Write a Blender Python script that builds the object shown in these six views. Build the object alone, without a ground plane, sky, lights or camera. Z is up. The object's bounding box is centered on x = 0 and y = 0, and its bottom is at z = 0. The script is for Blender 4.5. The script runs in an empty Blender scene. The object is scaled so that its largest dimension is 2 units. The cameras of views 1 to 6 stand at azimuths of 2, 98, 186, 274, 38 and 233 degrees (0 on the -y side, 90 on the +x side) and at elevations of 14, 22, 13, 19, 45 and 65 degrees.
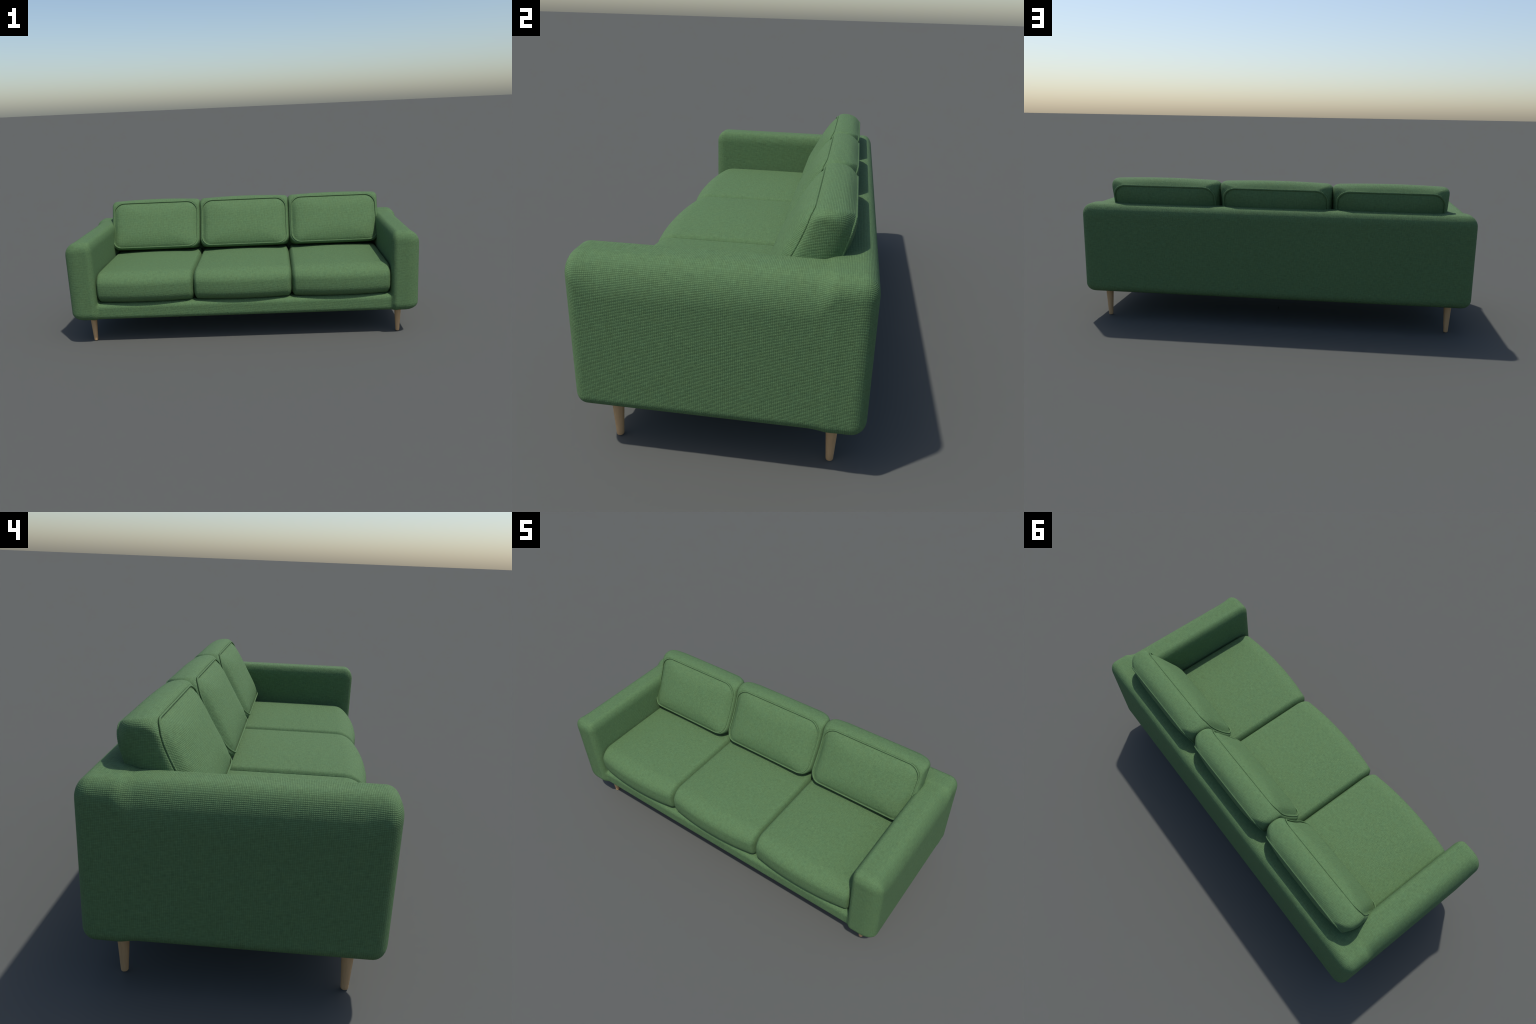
"""Three-seat sofa: green woven upholstery on one soft frame, loose seat and
back cushions with piped edges, four turned tapering wooden legs."""
import math
import bpy
import numpy as np

# ------------------------------------------------------------------ sizes (m)
HALF_W = 1.0                         # overall half width
ARM_FRONT, BACK_FACE = -0.405, 0.418
ARM_IN = 0.845                       # inner face of the armrests
FLOOR_GAP = 0.1475                    # underside of the upholstered frame
ARM_TOP = 0.6135
BACK_TOP = 0.617
RAIL_TOP, RAIL_FRONT = 0.246, -0.384
BACK_IN = 0.262


# ------------------------------------------------------------------ node tools
class Nodes:
    def __init__(self, mat):
        mat.use_nodes = True
        self.t = mat.node_tree
        self.t.nodes.clear()

    def new(self, kind, **props):
        n = self.t.nodes.new(kind)
        for k, v in props.items():
            setattr(n, k, v)
        return n

    def put(self, value, socket):
        if isinstance(value, bpy.types.NodeSocket):
            self.t.links.new(value, socket)
        else:
            socket.default_value = value

    def math(self, op, a, b=0.0, c=0.0, clamp=False):
        n = self.new("ShaderNodeMath", operation=op, use_clamp=clamp)
        for s, v in zip(n.inputs, (a, b, c)):
            self.put(v, s)
        return n.outputs[0]

    def noise(self, vector, scale, detail=2.0, rough=0.5):
        n = self.new("ShaderNodeTexNoise")
        self.put(vector, n.inputs["Vector"])
        n.inputs["Scale"].default_value = scale
        n.inputs["Detail"].default_value = detail
        n.inputs["Roughness"].default_value = rough
        return n.outputs["Fac"]

    def combine(self, x, y, z):
        n = self.new("ShaderNodeCombineXYZ")
        for s, v in zip(n.inputs, (x, y, z)):
            self.put(v, s)
        return n.outputs[0]

    def split(self, v):
        n = self.new("ShaderNodeSeparateXYZ")
        self.put(v, n.inputs[0])
        return n.outputs

    def mix(self, fac, a, b, blend="MIX"):
        n = self.new("ShaderNodeMix", data_type="RGBA", blend_type=blend)
        self.put(fac, n.inputs[0])
        self.put(a, n.inputs[6])
        self.put(b, n.inputs[7])
        return n.outputs[2]


def woven_fabric(name, across, along, depth=0.0011):
    """Plain-weave upholstery cloth, box-projected on object coordinates.
    across / along: thread pitch on vertical faces in metres."""
    mat = bpy.data.materials.new(name)
    k = Nodes(mat)
    tc = k.new("ShaderNodeTexCoord")
    px, py, pz = k.split(tc.outputs["Object"])
    nx, ny, nz = k.split(tc.outputs["Normal"])
    # slow wander of the threads
    wander = k.math("MULTIPLY", k.math("SUBTRACT", k.noise(tc.outputs["Object"], 22.0, 2.0), 0.5), 0.0018)

    patchy = k.math("ADD", 0.55, k.math("MULTIPLY", k.noise(tc.outputs["Object"], 190.0, 2.0, 0.6), 0.9))
    speckle = k.math("SUBTRACT", k.noise(tc.outputs["Object"], 110.0, 3.0, 0.75), 0.5)

    def weave(u, v, pu, pv, seed):
        u = k.math("DIVIDE", k.math("ADD", u, wander), pu)
        v = k.math("DIVIDE", k.math("ADD", v, wander), pv)
        a = k.math("ABSOLUTE", k.math("SINE", k.math("MULTIPLY", u, math.pi)))
        b = k.math("ABSOLUTE", k.math("SINE", k.math("MULTIPLY", v, math.pi)))
        a = k.math("POWER", a, 0.7)
        b = k.math("POWER", b, 0.7)
        # crossing threads: each yarn is a ridge, pits stay where two gaps meet
        pillow = k.math("ADD", k.math("MULTIPLY", k.math("MULTIPLY", a, b), 0.65),
                        k.math("ADD", k.math("MULTIPLY", b, 0.20), k.math("MULTIPLY", a, 0.10)))
        # irregular yarns: streaks along either direction, as slubs
        s1 = k.noise(k.combine(k.math("MULTIPLY", u, 0.22), k.math("MULTIPLY", v, 1.0), seed), 1.0, 1.0)
        s2 = k.noise(k.combine(k.math("MULTIPLY", u, 1.0), k.math("MULTIPLY", v, 0.22), seed + 7.0), 1.0, 1.0)
        slub = k.math("ADD", s1, s2)                      # about 1.0 on average
        return k.math("ADD", k.math("MULTIPLY", k.math("MULTIPLY", pillow, patchy), 0.95),
                      k.math("MULTIPLY", k.math("SUBTRACT", slub, 1.0), 0.38)), slub

    hx, sx = weave(py, pz, across, along, 1.0)
    hy, sy = weave(px, pz, across, along, 3.0)
    hz, sz = weave(px, py, across, along, 5.0)
    wx, wy, wz = (k.math("POWER", k.math("ABSOLUTE", n), 7.0) for n in (nx, ny, nz))
    total = k.math("ADD", k.math("ADD", wx, wy), wz)

    def blend(a, b, c):
        s = k.math("ADD", k.math("ADD", k.math("MULTIPLY", a, wx), k.math("MULTIPLY", b, wy)), k.math("MULTIPLY", c, wz))
        return k.math("DIVIDE", s, total)

    height, slub = blend(hx, hy, hz), blend(sx, sy, sz)

    # colour: muted green, yellower and bluer yarn patches, darker pits
    blotch = k.noise(tc.outputs["Object"], 38.0, 3.0, 0.6)
    ramp = k.new("ShaderNodeValToRGB")
    ramp.color_ramp.elements[0].position = 0.25
    ramp.color_ramp.elements[0].color = GREEN_WARM
    ramp.color_ramp.elements[1].position = 0.75
    ramp.color_ramp.elements[1].color = GREEN_COOL
    k.put(blotch, ramp.inputs[0])
    tone = k.math("ADD", k.math("MULTIPLY", k.math("SUBTRACT", slub, 1.0), 0.22),
                  k.math("ADD", k.math("MULTIPLY", speckle, 0.30), k.math("ADD", 0.80, k.math("MULTIPLY", height, 0.32))))
    grey = k.combine(tone, tone, tone)
    colour = k.mix(1.0, ramp.outputs[0], grey, "MULTIPLY")

    bump = k.new("ShaderNodeBump")
    bump.inputs["Strength"].default_value = 1.0
    bump.inputs["Distance"].default_value = depth
    k.put(height, bump.inputs["Height"])

    p = k.new("ShaderNodeBsdfPrincipled")
    k.put(colour, p.inputs["Base Color"])
    p.inputs["Roughness"].default_value = 0.85
    p.inputs["Specular IOR Level"].default_value = 0.2
    k.put(bump.outputs[0], p.inputs["Normal"])
    out = k.new("ShaderNodeOutputMaterial")
    k.put(p.outputs[0], out.inputs[0])
    return mat


GREEN_WARM = (0.0965, 0.171, 0.0715, 1.0)
GREEN_COOL = (0.0930, 0.174, 0.0770, 1.0)


def turned_wood(name):
    mat = bpy.data.materials.new(name)
    k = Nodes(mat)
    tc = k.new("ShaderNodeTexCoord")
    x, y, z = k.split(tc.outputs["Object"])
    grain = k.noise(k.combine(x, y, k.math("MULTIPLY", z, 0.05)), 420.0, 3.0, 0.6)
    broad = k.noise(k.combine(x, y, k.math("MULTIPLY", z, 0.12)), 90.0, 2.0)
    mixv = k.math("ADD", k.math("MULTIPLY", grain, 0.5), k.math("MULTIPLY", broad, 0.5))
    ramp = k.new("ShaderNodeValToRGB")
    ramp.color_ramp.elements[0].position = 0.35
    ramp.color_ramp.elements[0].color = (0.46, 0.277, 0.130, 1)
    ramp.color_ramp.elements[1].position = 0.65
    ramp.color_ramp.elements[1].color = (0.55, 0.340, 0.168, 1)
    k.put(mixv, ramp.inputs[0])
    p = k.new("ShaderNodeBsdfPrincipled")
    k.put(ramp.outputs[0], p.inputs["Base Color"])
    p.inputs["Roughness"].default_value = 0.55
    out = k.new("ShaderNodeOutputMaterial")
    k.put(p.outputs[0], out.inputs[0])
    return mat


# ------------------------------------------------------------------ mesh tools
def link(name, mesh, parent, mat=None):
    ob = bpy.data.objects.new(name, mesh)
    bpy.context.scene.collection.objects.link(ob)
    ob.parent = parent
    if mat and mesh and not mesh.materials:
        mesh.materials.append(mat)
    return ob


def make_mesh(name, verts, faces, smooth=True):
    me = bpy.data.meshes.new(name)
    me.from_pydata([tuple(v) for v in verts], [], [tuple(f) for f in faces])
    me.update()
    if smooth:
        me.polygons.foreach_set("use_smooth", [True] * len(me.polygons))
    return me


# ------------------------------------------------------------------ the frame
def soft_box(p, lo, hi, r_lo, r_hi, scale):
    """Implicit box whose edges round off with its own radius on each side."""
    c = [(a + b) / 2 for a, b in zip(lo, hi)]
    s = 0.0
    inside = None
    for i in range(3):
        up = p[i] > c[i]
        r = np.where(up, r_hi[i], r_lo[i])
        q = np.where(up, p[i] - hi[i], lo[i] - p[i]) / r + 1.0
        s = s + np.maximum(q, 0.0) ** 2.1
        inside = q if inside is None else np.maximum(inside, q)
    return (np.maximum(s, 1e-12) ** (1 / 2.1) + np.minimum(inside, 0.0) - 1.0) * scale


def smooth_union(a, b, k):
    h = np.clip(0.5 + 0.5 * (b - a) / k, 0, 1)
    return b + (a - b) * h - k * h * (1 - h)


def ease(a, b, t):
    t = np.clip((t - a) / (b - a), 0, 1)
    return t * t * (3 - 2 * t)


def frame_field(x, y, z):
    ax = np.abs(x)
    # the armrest is fully rounded; where it meets the back the edges tighten
    t = ease(0.258, 0.318, y)

    def r(arm, back):
        return arm + (back - arm) * t
    top_arm = 0.056 + 0.060 * ease(0.89, 0.985, ax) * (0.15 + 0.85 * ease(-0.40, -0.30, y))
    out_x, out_low, out_top = r(0.076, 0.052), r(0.049, 0.045), r(top_arm, 0.060)
    arm = soft_box((ax, y, z), (ARM_IN, ARM_FRONT, FLOOR_GAP), (HALF_W, 0.365, ARM_TOP),
                   (0.032, 0.045, out_low), (out_x, 0.045, out_top), 0.04)
    back = soft_box((ax, y, z), (-HALF_W, BACK_IN, FLOOR_GAP), (HALF_W, BACK_FACE, BACK_TOP),
                    (0.045, 0.045, out_low), (out_x, 0.045, out_top), 0.04)
    rail = soft_box((ax, y, z), (-0.90, RAIL_FRONT, FLOOR_GAP), (0.90, 0.34, RAIL_TOP),
                    (0.03, 0.032, 0.03), (0.03, 0.032, 0.03), 0.03)
    f = smooth_union(arm, back, 0.002 + 0.008 * (1 - ease(0.86, 0.91, ax)))
    return smooth_union(f, rail, 0.014)


def surface_nets(field, lo, hi, step):
    """Even quad mesh of the zero set of an implicit function."""
    ax = [np.arange(a, b + step, step) for a, b in zip(lo, hi)]
    X, Y, Z = np.meshgrid(*ax, indexing="ij")
    F = field(X, Y, Z)
    del X, Y, Z
    neg = F < 0
    n = [len(a) for a in ax]
    mixed = np.zeros((n[0] - 1, n[1] - 1, n[2] - 1), np.int8)
    for i in (0, 1):
        for j in (0, 1):
            for k in (0, 1):
                mixed += neg[i:n[0] - 1 + i, j:n[1] - 1 + j, k:n[2] - 1 + k]
    cell = (mixed > 0) & (mixed < 8)
    idx = -np.ones(cell.shape, np.int64)
    idx[cell] = np.arange(cell.sum())
    ijk = np.argwhere(cell)
    v = np.stack([ax[d][ijk[:, d]] + step / 2 for d in range(3)], 1)

    def grad(v):
        e = 5e-4
        g = np.stack([(field(*(v + d).T) - field(*(v - d).T)) for d in np.eye(3) * e], 1) / (2 * e)
        return g
    for _ in range(6):                                   # slide on to the surface
        g = grad(v)
        f = field(*v.T)
        v = v - np.clip(f / np.maximum((g ** 2).sum(1), 1e-6), -step, step)[:, None] * g
    nrm = grad(v)
    nrm /= np.linalg.norm(nrm, axis=1)[:, None]

    quads = []
    for d in range(3):
        a, b = (d + 1) % 3, (d + 2) % 3
        s0 = [slice(None)] * 3
        s1 = [slice(None)] * 3
        s0[d], s1[d] = slice(0, -1), slice(1, None)
        n0, n1 = neg[tuple(s0)], neg[tuple(s1)]
        cross = np.argwhere(n0 != n1)
        ok = (cross[:, a] > 0) & (cross[:, b] > 0) & (cross[:, a] < n[a] - 1) & (cross[:, b] < n[b] - 1)
        cross = cross[ok]
        out = n0[tuple(cross.T)]
        corners = []
        for da, db in ((-1, -1), (0, -1), (0, 0), (-1, 0)):
            c = cross.copy()
            c[:, a] += da
            c[:, b] += db
            corners.append(idx[tuple(c.T)])
        q = np.stack(corners, 1)
        q[~out] = q[~out][:, ::-1]
        quads.append(q)
    return v, nrm, np.concatenate(quads)


def build_frame(root, cloth):
    v, nrm, quads = surface_nets(frame_field, (-1.025, -0.435, 0.125), (1.025, 0.445, 0.65), 0.0075)
    v[:, 2] = np.maximum(v[:, 2], FLOOR_GAP - 0.002)
    c = v[quads].mean(1)
    is_back = (c[:, 1] > BACK_IN - 0.004)
    is_arm = ~is_back & (np.abs(c[:, 0]) > ARM_IN - 0.004)
    groups = (("armrest", is_arm & (c[:, 0] < 0)), ("armrest", is_arm & (c[:, 0] > 0)),
              ("backrest", is_back), ("seat_base", ~is_back & ~is_arm))
    for name, pick in groups:
        q = quads[pick]
        used, inv = np.unique(q, return_inverse=True)
        me = make_mesh(name, v[used].tolist(), inv.reshape(-1, 4).tolist())
        me.normals_split_custom_set_from_vertices(nrm[used].tolist())
        link(name, me, root, cloth)


# ------------------------------------------------------------------ seat cushion
def spaced(h_lo, h_hi, r_lo, r_hi, flat, curve):
    """Grid lines on one axis: fine in the rounded ends, coarser between."""
    a = np.linspace(-h_lo, -h_lo + r_lo, curve + 1)
    b = np.linspace(-h_lo + r_lo, h_hi - r_hi, flat + 1)[1:]
    c = np.linspace(h_hi - r_hi, h_hi, curve + 1)[1:]
    return np.concatenate([a, b, c])


def seat_cushion_mesh():
    hx = 0.2868
    lo = np.array((-hx, -0.379, 0.236))
    hi = np.array((hx, 0.25, 0.421))
    r_lo = np.array((0.030, 0.075, 0.064))
    r_hi = np.array((0.030, 0.030, 0.065))
    mid = (lo + hi) / 2
    g = [spaced(mid[i] - lo[i], hi[i] - mid[i], r_lo[i], r_hi[i], (36, 36, 10)[i], 8) + mid[i] for i in range(3)]
    index, verts, faces = {}, [], []

    def vid(i, j, k):
        key = (i, j, k)
        if key not in index:
            index[key] = len(verts)
            verts.append((g[0][i], g[1][j], g[2][k]))
        return index[key]
    n = [len(a) - 1 for a in g]
    for i in range(n[0]):
        for j in range(n[1]):
            faces.append([vid(i, j, 0), vid(i, j + 1, 0), vid(i + 1, j + 1, 0), vid(i + 1, j, 0)])
            faces.append([vid(i, j, n[2]), vid(i + 1, j, n[2]), vid(i + 1, j + 1, n[2]), vid(i, j + 1, n[2])])
    for i in range(n[0]):
        for k in range(n[2]):
            faces.append([vid(i, 0, k), vid(i + 1, 0, k), vid(i + 1, 0, k + 1), vid(i, 0, k + 1)])
            faces.append([vid(i, n[1], k), vid(i, n[1], k + 1), vid(i + 1, n[1], k + 1), vid(i + 1, n[1], k)])
    for j in range(n[1]):
        for k in range(n[2]):
            faces.append([vid(0, j, k), vid(0, j, k + 1), vid(0, j + 1, k + 1), vid(0, j + 1, k)])
            faces.append([vid(n[0], j, k), vid(n[0], j + 1, k), vid(n[0], j + 1, k + 1), vid(n[0], j, k + 1)])
    p = np.array(verts)
    inner = np.minimum(np.maximum(p, lo + r_lo), hi - r_hi)
    r = np.where(p > mid, r_hi, r_lo)
    d = (p - inner) / r
    d /= np.maximum(np.linalg.norm(d, axis=1), 1e-9)[:, None]
    p = inner + d * r
    # stuffing: crowned top, front bowed out in plan and slightly in profile
    u = p[:, 0] / hx
    v = (p[:, 1] - mid[1]) / (hi[1] - mid[1])
    w = (p[:, 2] - mid[2]) / (hi[2] - mid[2])
    top = np.clip((w + 0.2) / 1.2, 0, 1)
    front = np.clip((-v - 0.2) / 0.8, 0, 1)
    p[:, 2] += 0.014 * (1 - u ** 2) * (1 - np.abs(v) ** 3) * top
    p[:, 1] -= 0.027 * (1 - np.abs(u) ** 2.2) * front
    p[:, 1] -= 0.006 * (1 - w ** 2) * front
    p[:, 1] += 0.016 * np.clip(-w, 0, 1) ** 2 * front
    return make_mesh("seat_cushion", p, faces)


# ------------------------------------------------------------------ back cushion
# corners of the side profile (y, z): piping lines at the front and back panel
F_TOP, F_LOW = np.array((0.236, 0.731)), np.array((0.092, 0.467))
B_TOP, B_LOW = np.array((0.344, 0.715)), np.array((0.258, 0.430))
TILT = 0.0                           # cloth hangs plumb on the side panels
PIVOT = (F_LOW + F_TOP + B_LOW + B_TOP) / 4
PERIM = 192


def to_local(q):
    """World (y, z) to the cushion's own leaning axes."""
    dy, dz = q - PIVOT
    c, s = math.cos(TILT), math.sin(TILT)
    return np.array((c * dy - s * dz, s * dy + c * dz))


def rounded_rect(w, h, r, rl):
    """PERIM points round a rounded rectangle (fixed share for each stretch)."""
    side_w, side_h, corner = PERIM // 6, PERIM // 8 - 0, 0
    corner = (PERIM - 2 * side_w - 2 * side_h) // 4
    pts = []

    def arc(cx, cz, a0, r):
        for i in range(corner):
            a = a0 + (math.pi / 2) * i / corner
            pts.append((cx + r * math.cos(a), cz + r * math.sin(a)))

    def run(a, b, n):
        for i in range(n):
            t = i / n
            pts.append((a[0] + (b[0] - a[0]) * t, a[1] + (b[1] - a[1]) * t))
    arc(w - r, h - r, 0, r)
    run((w - r, h), (-w + r, h), side_w)
    arc(-w + r, h - r, math.pi / 2, r)
    run((-w, h - r), (-w, -h + rl), side_h)
    arc(-w + rl, -h + rl, math.pi, rl)
    run((-w + rl, -h), (w - rl, -h), side_w)
    arc(w - rl, -h + rl, 1.5 * math.pi, rl)
    run((w, -h + rl), (w, h - r), side_h)
    return np.array(pts)


def back_cushion_parts():
    ft, fl, bt, bl = (to_local(q) for q in (F_TOP, F_LOW, B_TOP, B_LOW))
    w_pipe, w_full = 0.2715, 0.2905

    def ring(t, shrink=1.0, puff=0.0):
        top, low = ft + (bt - ft) * t, fl + (bl - fl) * t
        mid, half = (top + low) / 2, (top - low) / 2
        h = np.linalg.norm(half)
        up = half / h
        out = np.array((up[1], -up[0]))                 # towards the back
        tw = t ** 0.78                                  # fullest a little before the middle
        crown = (1 - abs(2 * tw - 1) ** 2.2) ** (0.52 + 0.55 * t * t)
        w = w_pipe + (w_full - w_pipe) * crown
        hh = h + 0.015 * crown
        r = 0.066 - 0.040 * crown
        rl = 0.056 - 0.028 * crown * ease(0.15, 0.7, t)       # lower corners fill out later
        q = rounded_rect(w * shrink, hh * shrink, r * shrink, rl * shrink)
        u = q[:, 0] / w
        zc = q[:, 1]
        zc = zc + np.where(zc > 0, 0.010, -0.004) * crown * np.clip(1 - u ** 2, 0, 1) * np.abs(zc) / hh
        y = mid[0] + up[0] * zc + out[0] * puff
        z = mid[1] + up[1] * zc + out[1] * puff
        # the side seams sink back from the panel plane between the corners
        side = ease(0.86, 1.0, np.abs(q[:, 0]) / w) * np.clip(1 - (zc / hh + 0.12) ** 2, 0, 1)
        y = y + 0.016 * side * (1 - t) ** 2 * shrink ** 2
        return np.stack([q[:, 0], y, z], 1)

    rings = []
    panel = [1 - (i / 24) ** 1.0 * 0.985 for i in range(25)]

    def puff(s, full, sink):
        return full * (1 - s ** 3.2) ** 1.0 - sink * max(0.0, (s - 0.90) / 0.10) ** 2
    for s in reversed(panel):
        rings.append(ring(0.0, s, -puff(s, 0.026, 0.0048)))
    for i in range(0, 21):
        t = 0.5 - 0.5 * math.cos(math.pi * i / 20)
        rings.append(ring(min(max(t, 0.004), 0.996)))
    for s in panel:
        rings.append(ring(1.0, s, puff(s, 0.030, 0.006)))
    verts = np.concatenate(rings)
    faces = []
    m = len(rings)
    for i in range(m - 1):
        for j in range(PERIM):
            a, b = i * PERIM + j, i * PERIM + (j + 1) % PERIM
            faces.append((a, b, b + PERIM, a + PERIM))
    first, last = len(verts), len(verts) + 1
    verts = np.concatenate([verts, [rings[0].mean(0)], [rings[-1].mean(0)]])
    for j in range(PERIM):
        faces.append((first, (j + 1) % PERIM, j))
        faces.append((last, (m - 1) * PERIM + j, (m - 1) * PERIM + (j + 1) % PERIM))
    body = make_mesh("back_cushion", verts, faces)

    def cord(t, name, shift):
        path = ring(t)
        tan = np.roll(path, -1, 0) - np.roll(path, 1, 0)
        tan /= np.linalg.norm(tan, axis=1)[:, None]
        top, low = ft + (bt - ft) * t, fl + (bl - fl) * t
        up = (top - low) / np.linalg.norm(top - low)
        axis = np.array((0.0, up[1], -up[0])) * shift
        side = np.cross(tan, axis)
        rad, seg = (0.0033 if shift < 0 else 0.0052), 10
        v, f = [], []
        n = len(path)
        for j in range(n):
            for s in range(seg):
                a = 2 * math.pi * s / seg
                v.append(path[j] + axis * 0.0015 + side[j] * (0.0014 if shift < 0 else 0.0050) + rad * (math.cos(a) * side[j] + math.sin(a) * axis))
        for j in range(n):
            for s in range(seg):
                a, b = j * seg + s, j * seg + (s + 1) % seg
                c, d = ((j + 1) % n) * seg + (s + 1) % seg, ((j + 1) % n) * seg + s
                f.append((a, b, c, d) if shift > 0 else (a, d, c, b))
        return make_mesh(name, v, f)
    return body, cord(0.0, "piping", -1), cord(1.0, "piping", 1)


# ------------------------------------------------------------------ leg
def leg_mesh():
    profile = [(0.0, 0.0), (0.0085, 0.0), (0.0102, 0.0008), (0.0110, 0.0026), (0.0116, 0.012),
               (0.0142, 0.055), (0.0172, 0.105), (0.0200, 0.152), (0.0206, 0.175), (0.0, 0.175)]
    seg = 40
    v, f = [(0, 0, 0)], []
    for r, z in profile[1:-1]:
        for s in range(seg):
            a = 2 * math.pi * s / seg
            v.append((r * math.cos(a), r * math.sin(a), z))
    n = len(profile) - 2
    v.append((0, 0, profile[-1][1]))
    for s in range(seg):
        t = (s + 1) % seg
        f.append((0, 1 + t, 1 + s))
        for i in range(n - 1):
            a, b = 1 + i * seg, 1 + (i + 1) * seg
            f.append((a + s, a + t, b + t, b + s))
        e = 1 + (n - 1) * seg
        f.append((len(v) - 1, e + s, e + t))
    return make_mesh("leg", v, f)


# ------------------------------------------------------------------ assemble
def build():
    frame_cloth = woven_fabric("frame_weave", 0.0053, 0.0043, 0.0009)
    cushion_cloth = woven_fabric("cushion_weave", 0.0047, 0.0042, 0.0008)
    wood = turned_wood("pale_wood")

    root = bpy.data.objects.new("sofa", None)
    bpy.context.scene.collection.objects.link(root)
    root["label"] = "green woven three-seat sofa with piped cushions and wooden legs"
    root["category"] = "sofa"

    build_frame(root, frame_cloth)

    seat = seat_cushion_mesh()
    for i in (-1, 0, 1):
        ob = link("seat_cushion", seat, root, cushion_cloth)
        ob.location = (i * 0.5660, 0, 0)

    body, cord_front, cord_back = back_cushion_parts()
    for i in (-1, 0, 1):
        ob = link("back_cushion", body, root, cushion_cloth)
        ob.location = (i * 0.5785, PIVOT[0], PIVOT[1])
        ob.rotation_euler = (-TILT, 0, 0)
        for cord in (cord_front, cord_back):
            link("piping", cord, ob, cushion_cloth)

    leg = leg_mesh()
    for x in (-0.897, 0.897):
        for y in (-0.308, 0.326):
            ob = link("leg", leg, root, wood)
            ob.location = (x, y, 0)


build()
